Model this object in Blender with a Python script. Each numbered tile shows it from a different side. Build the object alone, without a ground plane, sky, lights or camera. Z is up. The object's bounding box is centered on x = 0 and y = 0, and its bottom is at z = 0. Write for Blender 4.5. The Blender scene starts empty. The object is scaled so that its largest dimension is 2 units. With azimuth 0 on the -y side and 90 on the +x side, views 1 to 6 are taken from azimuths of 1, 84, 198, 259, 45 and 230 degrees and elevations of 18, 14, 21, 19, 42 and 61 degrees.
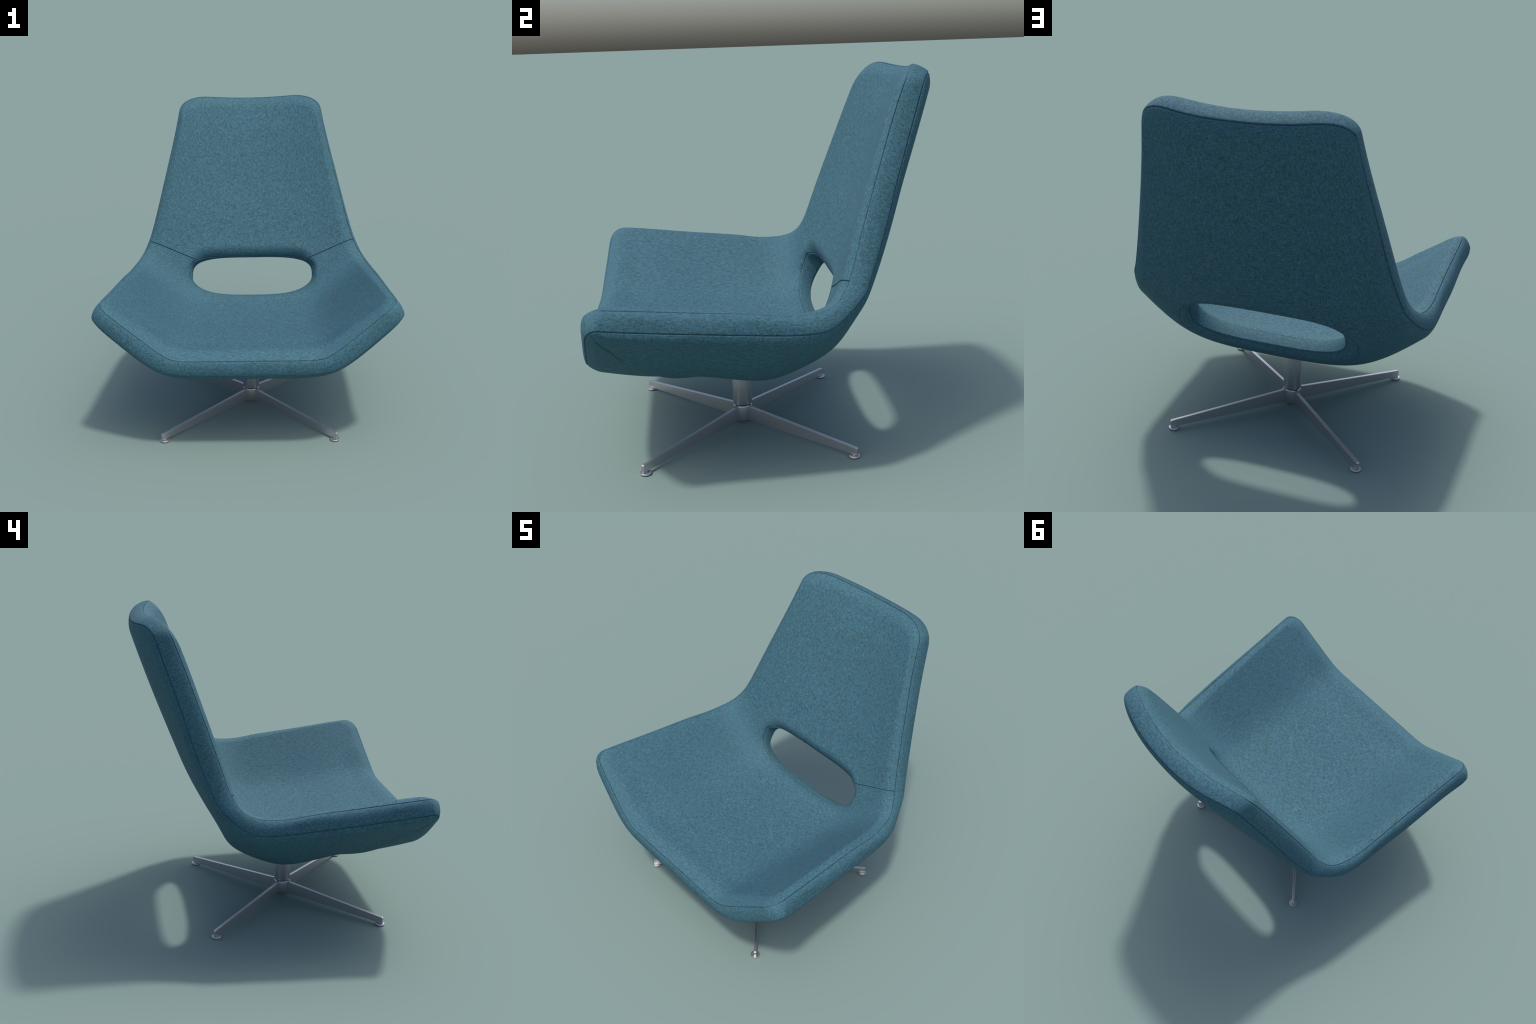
# Upholstered swivel lounge chair: one continuous winged shell with a slot at the
# lumbar crease, on a column with a four-arm star base.
import bpy, math
import numpy as np

# ------------------------------------------------------------------ helpers
def spline(knots, vals, x):
    """Natural cubic spline through (knots, vals); vals may be a matrix."""
    k = np.asarray(knots, float); v = np.asarray(vals, float)
    if v.ndim == 1: v = v[:, None]
    n = len(k); h = np.diff(k)
    A = np.zeros((n, n)); R = np.zeros_like(v)
    A[0, 0] = A[-1, -1] = 1
    for i in range(1, n - 1):
        A[i, i-1] = h[i-1]; A[i, i] = 2 * (h[i-1] + h[i]); A[i, i+1] = h[i]
        R[i] = 6 * ((v[i+1] - v[i]) / h[i] - (v[i] - v[i-1]) / h[i-1])
    M = np.linalg.solve(A, R)
    x = np.asarray(x, float); sh = x.shape; x = x.ravel()
    i = np.clip(np.searchsorted(k, x) - 1, 0, n - 2)
    a = (k[i+1] - x)[:, None]; b = (x - k[i])[:, None]; H = h[i][:, None]
    y = (M[i] * a**3 + M[i+1] * b**3) / (6 * H) + (v[i] / H - M[i] * H / 6) * a + (v[i+1] / H - M[i+1] * H / 6) * b
    return y.reshape(sh + (v.shape[1],))

def unit(v):
    return v / (np.linalg.norm(v, axis=-1, keepdims=True) + 1e-12)

def smooth(x):
    x = np.clip(x, 0, 1); return x * x * (3 - 2 * x)

class Skin:
    """A tub-shaped sheet. Each station, from the front lip to the top edge, gives
    the centre line (y, z), the seam at the side (x, y, z), the place where the
    section bends up (fraction of half width) and how soft that bend is."""
    def __init__(self, stations):
        S = np.array(stations, float)
        d = .5 * (np.linalg.norm(np.diff(S[:, :2], axis=0), axis=1) + np.linalg.norm(np.diff(S[:, 2:5], axis=0), axis=1))
        self.k = np.r_[0, np.cumsum(d)]; self.len = self.k[-1]; self.k = self.k / self.len
        self.S = S
    def at(self, X, b):
        """X: signed metres across, b: 0..1 along; -> 3D point"""
        q = spline(self.k, self.S, b)
        t = np.abs(X) / q[..., 2]
        t0, w = q[..., 5], q[..., 6]
        sp = lambda u: np.logaddexp(0, u)
        sym = lambda u: sp((u - t0) / w) + sp((-u - t0) / w)      # even in u: no crease on the centre line
        f = (sym(t) - sym(t * 0)) / (sym(t * 0 + 1) - sym(t * 0))
        return np.stack([X, q[..., 0] + (q[..., 3] - q[..., 0]) * f, q[..., 1] + (q[..., 4] - q[..., 1]) * f], -1)
    def half_width(self, b):
        return spline(self.k, self.S[:, 2], b)[..., 0]
    def normal(self, X, b, side):
        e = 2e-3
        n = np.cross(self.at(X + e, b) - self.at(X - e, b), self.at(X, b + e) - self.at(X, b - e))
        return unit(n) * side
    def outline(self, lip_r, top_r, n=6000):
        """Half outline in (X, b) from lip centre to top centre, corners rounded
        with elliptic radii given as (fraction of width, fraction of length)."""
        q = np.linspace(0, math.pi / 2, 400)
        (ra, rb), (ta, tb) = lip_r, top_r
        e = 2 / 2.25
        T = [np.linspace(0, 1 - ra, 600, endpoint=False), 1 - ra + ra * np.sin(q) ** e, np.full(1500, 1.), 1 - ta + ta * np.cos(q) ** e, np.linspace(1 - ta, 0, 400)[1:]]
        Bv = [np.zeros(600), rb - rb * np.cos(q) ** e, np.linspace(rb, 1 - tb, 1502)[1:-1], 1 - tb + tb * np.sin(q) ** e, np.ones(399)]
        T = np.concatenate(T); Bv = np.concatenate(Bv)
        return np.stack([T * self.half_width(Bv), Bv], 1)

# ------------------------------------------------------------------ the shell's two skins
FRONT_ST = [
 (-0.904, 0.677, 0.880, -0.847, 1.008, 0.526, 0.034),
 (-0.605, 0.655, 0.868, -0.609, 0.983, 0.512, 0.062),
 (-0.301, 0.613, 0.850, -0.315, 0.949, 0.550, 0.068),
 (0.002, 0.590, 0.837, -0.019, 0.914, 0.555, 0.070),
 (0.201, 0.598, 0.826, 0.130, 0.896, 0.550, 0.085),
 (0.311, 0.660, 0.799, 0.273, 0.913, 0.519, 0.123),
 (0.366, 0.777, 0.763, 0.343, 0.961, 0.497, 0.146),
 (0.411, 0.909, 0.729, 0.384, 1.027, 0.468, 0.185),
 (0.486, 1.124, 0.677, 0.444, 1.199, 0.447, 0.247),
 (0.600, 1.424, 0.610, 0.536, 1.468, 0.421, 0.249),
 (0.721, 1.754, 0.531, 0.652, 1.793, 0.370, 0.252),
 (0.823, 1.982, 0.490, 0.744, 2.021, 0.337, 0.254)]
BACK_ST = [
 (-0.900, 0.578, 0.934, -0.842, 0.928, 0.569, 0.062),
 (-0.615, 0.488, 0.904, -0.621, 0.891, 0.541, 0.091),
 (-0.318, 0.464, 0.893, -0.301, 0.857, 0.578, 0.102),
 (-0.011, 0.423, 0.874, -0.022, 0.826, 0.603, 0.101),
 (0.164, 0.472, 0.856, 0.227, 0.816, 0.605, 0.119),
 (0.309, 0.568, 0.817, 0.336, 0.855, 0.640, 0.104),
 (0.400, 0.722, 0.765, 0.443, 0.945, 0.668, 0.094),
 (0.503, 0.894, 0.741, 0.475, 0.992, 0.600, 0.131),
 (0.620, 1.137, 0.674, 0.560, 1.203, 0.569, 0.189),
 (0.737, 1.441, 0.612, 0.642, 1.458, 0.583, 0.182),
 (0.851, 1.761, 0.542, 0.743, 1.754, 0.574, 0.196),
 (0.910, 1.941, 0.496, 0.818, 1.979, 0.554, 0.207)]
# slot in the front skin: half width, lower edge y,z, upper edge y,z, squareness; then in the rear skin
SLOT = (0.449, 0.285, 0.624, 0.424, 0.886, 2.850, 0.444, 0.351, 0.599, 0.510, 0.853, 2.947, 0.066, 0.047)
# corner radii (fraction of width, fraction of length): front skin lip and top, rear skin lip and top
CORNERS = (0.106, 0.040, 0.414, 0.051, 0.121, 0.031, 0.352, 0.031)
# padding height at the seam, width of the swell, fullness of the edge band, the same swell
# on the rear skin (height, width), angle at which the divider seam meets the slot
PAD = (0.034, 0.088, 0.160, 0.024, 0.080, 32.081)

def find_b(skin, y, z):
    b = np.linspace(0, 1, 2000); q = spline(skin.k, skin.S[:, :2], b)
    d = (q[:, 0] - y)**2 + (q[:, 1] - z)**2; i = int(np.clip(np.argmin(d), 1, 1998))
    off = .5 * (d[i-1] - d[i+1]) / (d[i-1] - 2 * d[i] + d[i+1])
    return b[i] + off * (b[1] - b[0])

# half loops: parameter tau 0 (lip centre) .. 1 (top centre), keyed at wing corner,
# divider seam and top corner so that both skins and the slot line up
KEYS = np.array([0, .30, .62, .86, 1.])
def keyed(poly, pts3, key_s, L, tau):
    s = np.interp(tau, KEYS, key_s)
    return np.stack([np.interp(s, L, poly[:, i]) for i in (0, 1)], -1)

def outer_loop(skin, lip_r, top_r, divider_z, tau):
    p = skin.outline(lip_r, top_r); P = skin.at(p[:, 0], p[:, 1])
    L = np.r_[0, np.cumsum(np.linalg.norm(np.diff(P, axis=0), axis=1))]
    n1 = 600 + 200; n3 = 600 + 400 + 1500 + 200
    side = np.arange(1700, 2500)
    sd = np.interp(divider_z, P[side, 2], L[side])
    return keyed(p, P, [0, L[n1], sd, L[n3], L[-1]], L, tau)

def slot_loop(half_w, b_low, b_high, power, tau, divider):
    a = np.interp(tau, KEYS, np.radians([-90, -32, divider, 62, 90]))
    bc, hb = (b_low + b_high) / 2, (b_high - b_low) / 2
    c, s = np.cos(a), np.sin(a)
    return np.stack([half_w * np.maximum(c, 0) ** (2 / power), bc + hb * np.sign(s) * np.abs(s) ** (2 / power)], -1)

# column parameters, crowded round the divider seam and the wing/top corners
def columns(n=520):
    u = np.linspace(0, 1, 4001)
    dens = 1 + 9 * np.exp(-((u - KEYS[2]) / .006)**2) + 1.2 * np.exp(-((u - KEYS[1]) / .03)**2) + 1.0 * np.exp(-((u - KEYS[3]) / .05)**2)
    c = np.r_[0, np.cumsum((dens[1:] + dens[:-1]) / 2)]; c /= c[-1]
    t = np.interp(np.linspace(0, 1, n), c, u)
    t[np.argmin(np.abs(t - KEYS[2]))] = KEYS[2]
    return t

NEAR = np.array([0, .0015, .003, .0047, .007, .010, .014, .020, .028, .038, .050])
def rulings(dom0, dom1, skin, n_mid, focus=None):
    """Domain points on straight rulings from dom0 to dom1 (per column), with rows
    crowded at both ends. Returns domain (rows, cols, 2) and distances to the ends."""
    k = np.linspace(0, 1, 60)[:, None, None]
    D = dom0 * (1 - k) + dom1 * k
    P = skin.at(D[..., 0], D[..., 1])
    S = np.concatenate([np.zeros((1, P.shape[1])), np.cumsum(np.linalg.norm(np.diff(P, axis=0), axis=2), axis=0)])
    L = S[-1]
    sc = np.minimum(1, L / .16)
    near = NEAR[:, None] * sc
    mid = near[-1] + (L - 2 * near[-1]) * np.linspace(0, 1, n_mid)[1:-1, None]
    if focus is not None:          # crowd the rows where focus() changes sign
        F = focus(P); nc = P.shape[1]; amp = np.zeros(nc); s0 = L.copy()
        for j in range(nc):
            k1 = np.where((F[:-1, j] > 0) & (F[1:, j] <= 0))[0]
            if len(k1):
                i = k1[-1]; amp[j] = 1; s0[j] = S[i, j] + (S[i+1, j] - S[i, j]) * F[i, j] / (F[i, j] - F[i+1, j])
        amp = np.convolve(np.pad(amp, 10, mode='edge'), np.ones(21) / 21, mode='valid')
        g = np.linspace(0, 1, 500)
        for j in range(nc):
            x = near[-1, j] + (L[j] - 2 * near[-1, j]) * g
            den = 1 + amp[j] * (7 * np.exp(-((x - s0[j]) / .022)**2))
            c = np.r_[0, np.cumsum((den[1:] + den[:-1]) / 2)]
            mid[:, j] = np.interp(np.linspace(0, 1, n_mid)[1:-1], c / c[-1], x)
    pos = np.concatenate([near, mid, L - near[::-1]])
    kk = np.stack([np.interp(pos[:, j], S[:, j], k[:, 0, 0]) for j in range(P.shape[1])], 1)[..., None]
    return dom0 * (1 - kk) + dom1 * kk, pos, L - pos

def puff(d, height, width):
    """padding that swells away from a seam"""
    u = np.clip(d / width, 0, 1)
    return height * (1 - (1 - u)**2)

def bridge(P0, P1, out0, out1, k, rows):
    u = rows[:, None, None]
    h = np.linalg.norm(P1 - P0, axis=1, keepdims=True)
    A = P0 + out0 * k * h; Bc = P1 + out1 * k * h
    return P0 * (1-u)**3 + 3 * A * u * (1-u)**2 + 3 * Bc * u*u*(1-u) + P1 * u**3
def conormal(P, inner):
    """direction leaving the sheet, tangent to it, square to its edge"""
    t = np.gradient(P, axis=0); t[0] = t[-1] = (1, 0, 0); t = unit(t)
    o = P - inner; o = o - t * (o * t).sum(1, keepdims=True); o[0, 0] = o[-1, 0] = 0
    return unit(o)
e_ = np.array([0, .012, .024, .04, .06, .09, .125, .165])
BAND = np.r_[e_, np.linspace(.21, .79, 22), 1 - e_[::-1]]
LINE = np.r_[0, .02, .04, .07, .11, .16, np.linspace(.22, .78, 12), .84, .89, .93, .96, .98, 1.]
# free edge of the rear cover where it laps over the front underside panel, as (x, y) seen from below
OVER = np.array([(0, -.350), (.15, -.362), (.30, -.392), (.42, -.440), (.52, -.515), (.62, -.607), (.70, -.680), (.79, -.738), (.865, -.782), (.905, -.808), (.935, -.835), (1.0, -.90)])
WING = 1.25       # the sides slope, so distances across count for more
def lap_distance(P):
    """signed distance to the free edge: > 0 on the rear cover"""
    x, y = np.abs(P[..., 0]), P[..., 1]
    sgn = np.where(y > np.interp(x, OVER[:, 0], OVER[:, 1]), 1., -1.)
    q = np.stack([x * WING, y], -1); d = np.full(x.shape, 9.)
    A = np.concatenate([[(-.15, OVER[1, 1])], OVER]) * [WING, 1]
    for a, b in zip(A[:-1], A[1:]):
        t = np.clip(((q - a) @ (b - a)) / ((b - a) @ (b - a)), 0, 1)
        d = np.minimum(d, np.linalg.norm(q - a - t[..., None] * (b - a), axis=-1))
    return sgn * d

def build_shell(front_st, back_st, slot, corners, pad, TAU, n_mid=120):
    FRONT, BACK = Skin(front_st), Skin(back_st)
    # front panels
    b_fl, b_fh = find_b(FRONT, slot[1], slot[2]), find_b(FRONT, slot[3], slot[4])
    f_out = outer_loop(FRONT, corners[0:2], corners[2:4], 1.022, TAU)
    f_in = slot_loop(slot[0], b_fl, b_fh, slot[5], TAU, pad[5])
    fd, f_dh, f_do = rulings(f_in, f_out, FRONT, n_mid)
    fP = FRONT.at(fd[..., 0], fd[..., 1])
    fN = FRONT.normal(fd[..., 0], fd[..., 1], 1.)
    under = smooth((TAU - .60) / .16); roll = .024 + .020 * under       # the back cushion rolls under above the slot
    fP = fP + fN * (puff(f_do, pad[0], pad[1]) + puff(f_dh, roll, .060 + .025 * under) - roll
                    + .008 * smooth((TAU - .30) / .25) * (1 - smooth(f_dh / .20))
                    + .010 * (1 - smooth((TAU - .20) / .08)) * smooth(f_do / .06) * (1 - smooth((f_do - .08) / .14)))[..., None]
    # rear panels
    b_bl, b_bh = find_b(BACK, slot[7], slot[8]), find_b(BACK, slot[9], slot[10])
    b_out = outer_loop(BACK, corners[4:6], corners[6:8], .945, TAU)
    b_in = slot_loop(slot[6], b_bl, b_bh, slot[11], TAU, pad[5])
    b_oval = slot_loop(slot[6] + slot[12], b_bl - slot[13], b_bh + .012, 2.3, TAU, pad[5])
    ov, ov_dh, ov_do = rulings(b_in, b_oval, BACK, 14)
    bd, b_do2, b_ds = rulings(b_oval, b_out, BACK, int(n_mid * 1.4), lap_distance if n_mid > 60 else None)
    bdom = np.concatenate([ov, bd[1:]])
    d_slot = np.concatenate([ov_dh, bd[1:, :, 0] * 0 + 9])
    d_seam = np.concatenate([ov[..., 0] * 0 + 9, b_ds[1:]])
    bP = BACK.at(bdom[..., 0], bdom[..., 1])
    bN = BACK.normal(bdom[..., 0], bdom[..., 1], -1.)
    bP = bP + bN * (puff(d_seam, pad[3], pad[4]) + puff(d_slot, .020, .05) - .020)[..., None]
    # overlap of the rear cover over the front underside panel
    over = lap_distance(bP)
    fold = smooth((.83 - np.abs(bP[..., 0])) / .10)          # loose fold in the middle, plain seam near the wings
    lift = fold * .010 * smooth(over / .005) * (1 - smooth((over - .01) / .13))
    lift = lift - (.006 + .004 * fold) * np.exp(-((over + .003) / (.0030 + .0030 * fold))**2)
    lift = lift * smooth(d_seam / .012)
    bP = bP + bN * lift[..., None]
    # band round the edge (front seam -> rear seam) and lining of the slot
    of = conormal(fP[-1], fP[-9]); ob = conormal(bP[-1], bP[-9])
    full = pad[2] + .05 * (1 - .6 * smooth((TAU - .58) / .06)) + .12 * smooth((TAU - .30) / .05) * smooth((.60 - TAU) / .08)   # fuller along the wings
    band = bridge(fP[-1], bP[-1], of, ob, full[:, None], BAND)
    il = conormal(fP[0], fP[8]); ib = conormal(bP[0], bP[8]); im = unit(il + ib)
    lining = bridge(bP[0], fP[0], im, im, .14, LINE)
    return fP, fN, band, bP, lining, over, len(ov)

TAU = columns()
NC = len(TAU)
fP, fN, band, bP, lining, over, n_ov = build_shell(FRONT_ST, BACK_ST, SLOT, CORNERS, PAD, TAU)

# ---- one closed grid: slot edge -> front -> band -> rear (outside in) -> lining -> slot edge
nf, nb_, nr, nl = len(fP), len(band), len(bP), len(lining)
G = np.concatenate([fP, band[1:-1], bP[::-1], lining[1:-1]])
R_F1 = nf - 1
R_B1 = nf + nb_ - 2
R_OV = R_B1 + (nr - n_ov)
R_HB = R_B1 + nr - 1
NR = len(G)

def grid_normals(G):
    dr = np.roll(G, -1, 0) - np.roll(G, 1, 0)
    ext = np.concatenate([G[:, 1:2] * [-1, 1, 1], G, G[:, -2:-1] * [-1, 1, 1]], 1)
    dc = ext[:, 2:] - ext[:, :-2]
    return unit(np.cross(dc, dr))
N = grid_normals(G)
# make sure they face outwards (front skin normal is known)
if (N[5:nf-5] * fN[5:-5]).sum() < 0: N = -N; FLIP = True
else: FLIP = False

def row_dist(r):
    """distance of every grid point to row r, walked along its column (cyclic)"""
    seg = np.linalg.norm(np.roll(G, -1, 0) - G, axis=2)
    S = np.concatenate([np.zeros((1, NC)), np.cumsum(seg, 0)])
    tot = S[-1]; d = np.abs(S[:-1] - S[r]); return np.minimum(d, tot - d)
def groove(d, depth, width, lip=.25):
    return -depth * np.exp(-(d / width)**2) + depth * lip * np.exp(-((d - 2.4 * width) / (1.3 * width))**2)
disp = groove(row_dist(R_F1), .0062, .0023, .1) + groove(row_dist(R_B1), .0055, .0030, .1) + groove(row_dist(R_OV), .0040, .0024, .1)
disp += groove(row_dist(0), .0032, .0022, .1) + groove(row_dist(R_HB), .0030, .003, .5)
jd = int(np.argmin(np.abs(TAU - KEYS[2])))
ddiv = np.linalg.norm(G - G[:, jd:jd+1], axis=2)
zone = np.zeros((NR, 1)); zone[0:R_F1 + 1] = 1
disp += zone * groove(ddiv, .0062, .0026, .1)
zone = np.zeros((NR, 1)); zone[R_B1:R_OV + 1] = 1
disp += zone * groove(ddiv, .0016, .0022)
# narrow strips along the bottoms of the seams, coloured darker than the cloth
seam_strip = np.minimum.reduce([row_dist(q) for q in (0, R_F1, R_B1)]) < .0016
seam_strip |= row_dist(R_OV) < .0010
front_rows = np.zeros((NR, 1), bool); front_rows[0:R_F1 + 1] = True
seam_strip |= front_rows & (ddiv < .0016)
lap = np.full((NR, NC), 9.); lap[R_B1:R_HB + 1] = over[::-1]
seam_strip |= np.abs(lap + .0025) < .0022
G = G + N * disp[..., None]
G[:, 0, 0] = 0; G[:, -1, 0] = 0

# mirror the half into the whole
full = np.concatenate([G, (G * [-1, 1, 1])[:, -2:0:-1]], 1)
NCF = full.shape[1]
verts = full.reshape(-1, 3)
r, c = np.meshgrid(np.arange(NR), np.arange(NCF), indexing='ij')
r2, c2 = (r + 1) % NR, (c + 1) % NCF
quad = np.stack([r * NCF + c, r * NCF + c2, r2 * NCF + c2, r2 * NCF + c], -1)
if FLIP: quad = quad[..., ::-1]

# regions of the grid -> upholstery parts
chalf = np.where(np.arange(NCF) < NC - 1, np.arange(NCF), NCF - 1 - np.arange(NCF))   # half-column left edge
back_side = (chalf >= jd)[None, :]
rows_i = np.arange(NR)[:, None]
over_full = np.concatenate([over, over[:, -2:0:-1]], 1)[::-1]
part = np.zeros((NR, NCF), int)
isF = rows_i < R_F1
isBand = (rows_i >= R_F1) & (rows_i < R_B1)
isRear = (rows_i >= R_B1) & (rows_i < R_OV)
isOval = (rows_i >= R_OV) & (rows_i < R_HB)
part[np.broadcast_to(isF, part.shape) & ~back_side] = 0
part[np.broadcast_to(isF, part.shape) & back_side] = 1
part[np.broadcast_to(isBand, part.shape)] = 2
tmp = np.zeros((NR, NCF)); tmp[R_B1:R_HB + 1] = over_full
rear = np.broadcast_to(isRear, part.shape)
part[rear] = 3
part[rear & (tmp < 0)] = 4
part[np.broadcast_to(isOval, part.shape)] = 5
part[np.broadcast_to(rows_i >= R_HB, part.shape)] = 6
sf = np.concatenate([seam_strip, seam_strip[:, -2:0:-1]], 1).astype(int)
sf = sf + np.roll(sf, -1, 0); sf = sf + np.roll(sf, -1, 1)
part[sf >= 3] = 7
PART_NAMES = ["seat_cushion", "backrest_cushion", "edge_band", "rear_cover", "underseat_panel", "opening_surround", "opening_lining", "dark_seam_line"]

# vertex normals of the closed body, shared by all its parts
fn = np.cross(verts[quad[..., 2]] - verts[quad[..., 0]], verts[quad[..., 3]] - verts[quad[..., 1]]).reshape(-1, 3)
VN = np.zeros_like(verts); Q = quad.reshape(-1, 4)
for i in range(4): np.add.at(VN, Q[:, i], fn)
VN = unit(VN)

# ------------------------------------------------------------------ materials
def nodes_of(name):
    m = bpy.data.materials.new(name); m.use_nodes = True
    nt = m.node_tree; nt.nodes.clear()
    out = nt.nodes.new("ShaderNodeOutputMaterial"); b = nt.nodes.new("ShaderNodeBsdfPrincipled")
    nt.links.new(b.outputs[0], out.inputs[0]); return m, nt, b

def fabric():
    m, nt, b = nodes_of("woven_fabric"); L = nt.links.new
    tc = nt.nodes.new("ShaderNodeTexCoord")
    # lay the cloth's own axes along the seat slope and, further back, along the raked backrest
    sz = nt.nodes.new("ShaderNodeSeparateXYZ"); L(tc.outputs["Object"], sz.inputs[0])
    ang = nt.nodes.new("ShaderNodeMapRange"); L(sz.outputs[1], ang.inputs[0])
    for k_, val in ((1, .32), (2, .46), (3, math.radians(5.7)), (4, math.radians(21.5))): ang.inputs[k_].default_value = val
    def lay(src, centre):
        r = nt.nodes.new("ShaderNodeVectorRotate"); r.rotation_type = 'X_AXIS'; r.inputs["Center"].default_value = centre
        L(src, r.inputs["Vector"]); L(ang.outputs[0], r.inputs["Angle"]); return r.outputs[0]
    cloth = lay(tc.outputs["Object"], (0, .42, .96))
    def noise(scale, detail=3., rough=.6, s=1.):
        mp = nt.nodes.new("ShaderNodeMapping"); mp.inputs["Scale"].default_value = scale
        n = nt.nodes.new("ShaderNodeTexNoise"); n.inputs["Scale"].default_value = s
        n.inputs["Detail"].default_value = detail; n.inputs["Roughness"].default_value = rough
        L(cloth, mp.inputs[0]); L(mp.outputs[0], n.inputs["Vector"]); return n.outputs["Fac"]
    def math_(op, a, b_):
        n = nt.nodes.new("ShaderNodeMath"); n.operation = op
        for i, v in enumerate((a, b_)):
            if isinstance(v, (int, float)): n.inputs[i].default_value = v
            else: L(v, n.inputs[i])
        return n.outputs[0]
    # yarns along the three axes; each shows where the cloth runs along its axis
    geo = nt.nodes.new("ShaderNodeNewGeometry"); sep = nt.nodes.new("ShaderNodeSeparateXYZ"); L(lay(geo.outputs["True Normal"], (0, 0, 0)), sep.inputs[0])
    v = None
    for axis, sc in enumerate(((40, 330, 330), (330, 40, 330), (330, 330, 40))):
        n = math_('SUBTRACT', noise(sc, .6, .5), .5)
        w = math_('SUBTRACT', 1., math_('MULTIPLY', sep.outputs[axis], sep.outputs[axis]))
        t = math_('MULTIPLY', n, w)
        v = t if v is None else math_('ADD', v, t)
    v = math_('MULTIPLY', v, .33)
    slub = math_('SUBTRACT', noise((110, 110, 110), 2., .55), .5)          # uneven yarn
    v = math_('ADD', math_('ADD', v, math_('MULTIPLY', slub, .16)), .5)
    ramp = nt.nodes.new("ShaderNodeValToRGB"); L(v, ramp.inputs[0])
    e = ramp.color_ramp.elements
    e[0].position = .38; e[0].color = (.029, .067, .080, 1)
    e[1].position = .61; e[1].color = (.062, .171, .242, 1)
    k = e.new(.455); k.color = (.039, .099, .117, 1)
    k = e.new(.53); k.color = (.050, .134, .180, 1)
    L(ramp.outputs[0], b.inputs["Base Color"])
    b.inputs["Roughness"].default_value = .78
    b.inputs["Specular IOR Level"].default_value = .25
    bp = nt.nodes.new("ShaderNodeBump"); bp.inputs["Strength"].default_value = .15; bp.inputs["Distance"].default_value = .0006
    L(v, bp.inputs["Height"]); L(bp.outputs[0], b.inputs["Normal"])
    return m

def steel():
    m, nt, b = nodes_of("satin_steel"); L = nt.links.new
    tc = nt.nodes.new("ShaderNodeTexCoord"); n = nt.nodes.new("ShaderNodeTexNoise")
    n.inputs["Scale"].default_value = 140; n.inputs["Detail"].default_value = 3
    L(tc.outputs["Object"], n.inputs["Vector"])
    r = nt.nodes.new("ShaderNodeMapRange"); r.inputs[3].default_value = .38; r.inputs[4].default_value = .50
    L(n.outputs["Fac"], r.inputs[0]); L(r.outputs[0], b.inputs["Roughness"])
    rp = nt.nodes.new("ShaderNodeValToRGB"); L(n.outputs["Fac"], rp.inputs[0])
    rp.color_ramp.elements[0].color = (.56, .55, .56, 1); rp.color_ramp.elements[1].color = (.64, .63, .64, 1)
    L(rp.outputs[0], b.inputs["Base Color"])
    b.inputs["Metallic"].default_value = 1.
    return m
def plain(name, col, rough):
    m, nt, b = nodes_of(name); b.inputs["Base Color"].default_value = (*col, 1); b.inputs["Roughness"].default_value = rough
    return m
SEAM = plain("seam_dark_teal", (.020, .047, .060), .85)
FABRIC, STEEL, DARK = fabric(), steel(), plain("dark_gap", (.02, .02, .022), .6)

# ------------------------------------------------------------------ objects
root = bpy.data.objects.new("lounge_chair", None); bpy.context.collection.objects.link(root)
root["label"] = "blue fabric winged lounge chair on steel star base"; root["category"] = "lounge chair"

def link(o, parent, mat=None):
    bpy.context.collection.objects.link(o); o.parent = parent
    if mat: o.data.materials.append(mat)
    return o

P = part.ravel()
for i, name in enumerate(PART_NAMES):
    q = Q[P == i]
    used = np.unique(q); remap = np.full(len(verts), -1); remap[used] = np.arange(len(used))
    me = bpy.data.meshes.new(name)
    me.from_pydata(verts[used].tolist(), [], remap[q].tolist())
    me.polygons.foreach_set("use_smooth", [True] * len(q))
    me.update()
    me.normals_split_custom_set_from_vertices(VN[used].tolist())
    link(bpy.data.objects.new(name, me), root, SEAM if name == 'dark_seam_line' else FABRIC)

# ------------------------------------------------------------------ base
AX, AY = -.010, -.106      # axis of the swivel column
def lathe(name, profile, seg=64, mat=STEEL, parent=root, loc=(0, 0, 0)):
    n = len(profile); vs = []; fs = []
    for r_, z_ in profile:
        for k in range(seg):
            a = 2 * math.pi * k / seg; vs.append((r_ * math.cos(a), r_ * math.sin(a), z_))
    for i in range(n - 1):
        for k in range(seg):
            k2 = (k + 1) % seg; fs.append((i*seg+k, i*seg+k2, (i+1)*seg+k2, (i+1)*seg+k))
    fs.append(tuple(range(seg))[::-1]); fs.append(tuple((n-1)*seg + k for k in range(seg)))
    me = bpy.data.meshes.new(name); me.from_pydata(vs, [], fs); me.update()
    me.polygons.foreach_set("use_smooth", [True] * len(fs))
    me.set_sharp_from_angle(angle=math.radians(40))
    o = bpy.data.objects.new(name, me); o.location = loc
    return link(o, parent, mat)

column = lathe("column", [(.0495, .1105), (.0535, .1120), (.0548, .116), (.0545, .30), (.0545, .47)], loc=(AX, AY, 0))
lathe("column_gap", [(.0500, .102), (.0500, .1125)], mat=DARK, parent=column)
hub = lathe("hub", [(.047, .011), (.0515, .0135), (.0535, .019), (.0540, .098), (.0532, .1030), (.0505, .1055)], loc=(AX, AY, 0))

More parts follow.
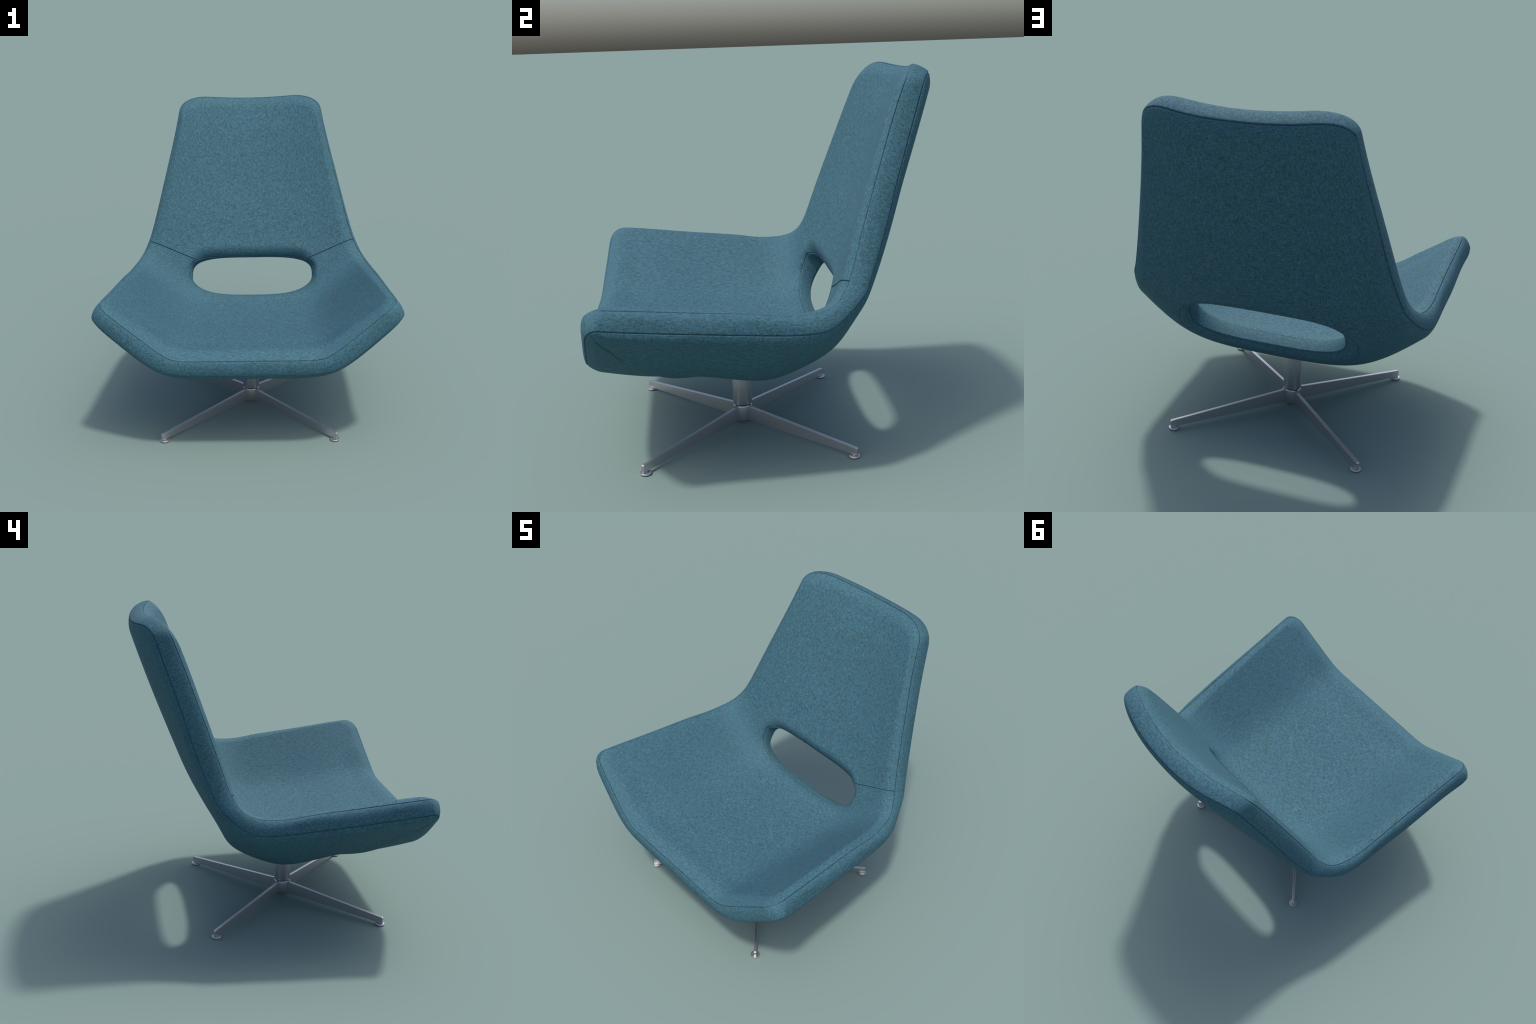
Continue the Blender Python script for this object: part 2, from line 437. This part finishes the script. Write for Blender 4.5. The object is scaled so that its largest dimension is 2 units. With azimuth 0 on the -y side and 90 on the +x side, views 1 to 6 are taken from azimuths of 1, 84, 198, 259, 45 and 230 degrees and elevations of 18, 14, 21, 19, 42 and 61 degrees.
def leg_mesh():
    """tapered flat bar, from the hub (x = 0.02) to the tip, square ends eased"""
    import bmesh
    Lg = .792
    # outline in the bar's own plane: distance from axis, height of underside, height of top
    st = [(.020, .013, .1055), (.056, .013, .1055), (.0595, .013, .1045), (.063, .013, .1020), (.068, .013, .0993), (.075, .013, .0975),
          (.30, .0135, .0845), (.55, .0135, .0695), (Lg - .009, .0130, .0565), (Lg - .003, .0128, .0545), (Lg, .0126, .0500)]
    bm = bmesh.new(); w = .0090
    rings = []
    for s, lo, hi in st:
        rings.append([bm.verts.new((s, y, z)) for y, z in ((-w, lo), (w, lo), (w, hi), (-w, hi))])
    for a, b in zip(rings, rings[1:]):
        for k in range(4): bm.faces.new((a[k], a[(k+1) % 4], b[(k+1) % 4], b[k]))
    bm.faces.new(rings[0][::-1]); bm.faces.new(rings[-1])
    bmesh.ops.recalc_face_normals(bm, faces=bm.faces)
    long_edges = [e for e in bm.edges if abs(e.verts[0].co.x - e.verts[1].co.x) > .0005]
    tip = [e for e in bm.edges if all(v.co.x > Lg - 1e-4 for v in e.verts)]
    bmesh.ops.bevel(bm, geom=list(set(long_edges + tip)), offset=.0022, segments=3, profile=.5, affect='EDGES')
    me = bpy.data.meshes.new("leg"); bm.to_mesh(me); bm.free()
    me.polygons.foreach_set("use_smooth", [True] * len(me.polygons)); me.set_sharp_from_angle(angle=math.radians(60))
    me.materials.append(STEEL); return me
LEG = leg_mesh()
glide_mesh = None
for k in range(4):
    ang = math.radians(45 + 90 * k)
    o = bpy.data.objects.new("leg", LEG); o.location = (AX, AY, 0); o.rotation_euler = (0, 0, ang); link(o, root)
    wn = o.modifiers.new('even_shading', 'WEIGHTED_NORMAL'); wn.weight = 100; wn.keep_sharp = True
    loc = (AX + .772 * math.cos(ang), AY + .772 * math.sin(ang), 0)
    if glide_mesh is None:
        g = lathe("foot_glide", [(.026, .000), (.0305, .003), (.0305, .008), (.0285, .0105), (.010, .0110), (.010, .016)], seg=40, loc=loc)
        glide_mesh = g.data
    else:
        g = bpy.data.objects.new("foot_glide", glide_mesh); g.location = loc; link(g, root)
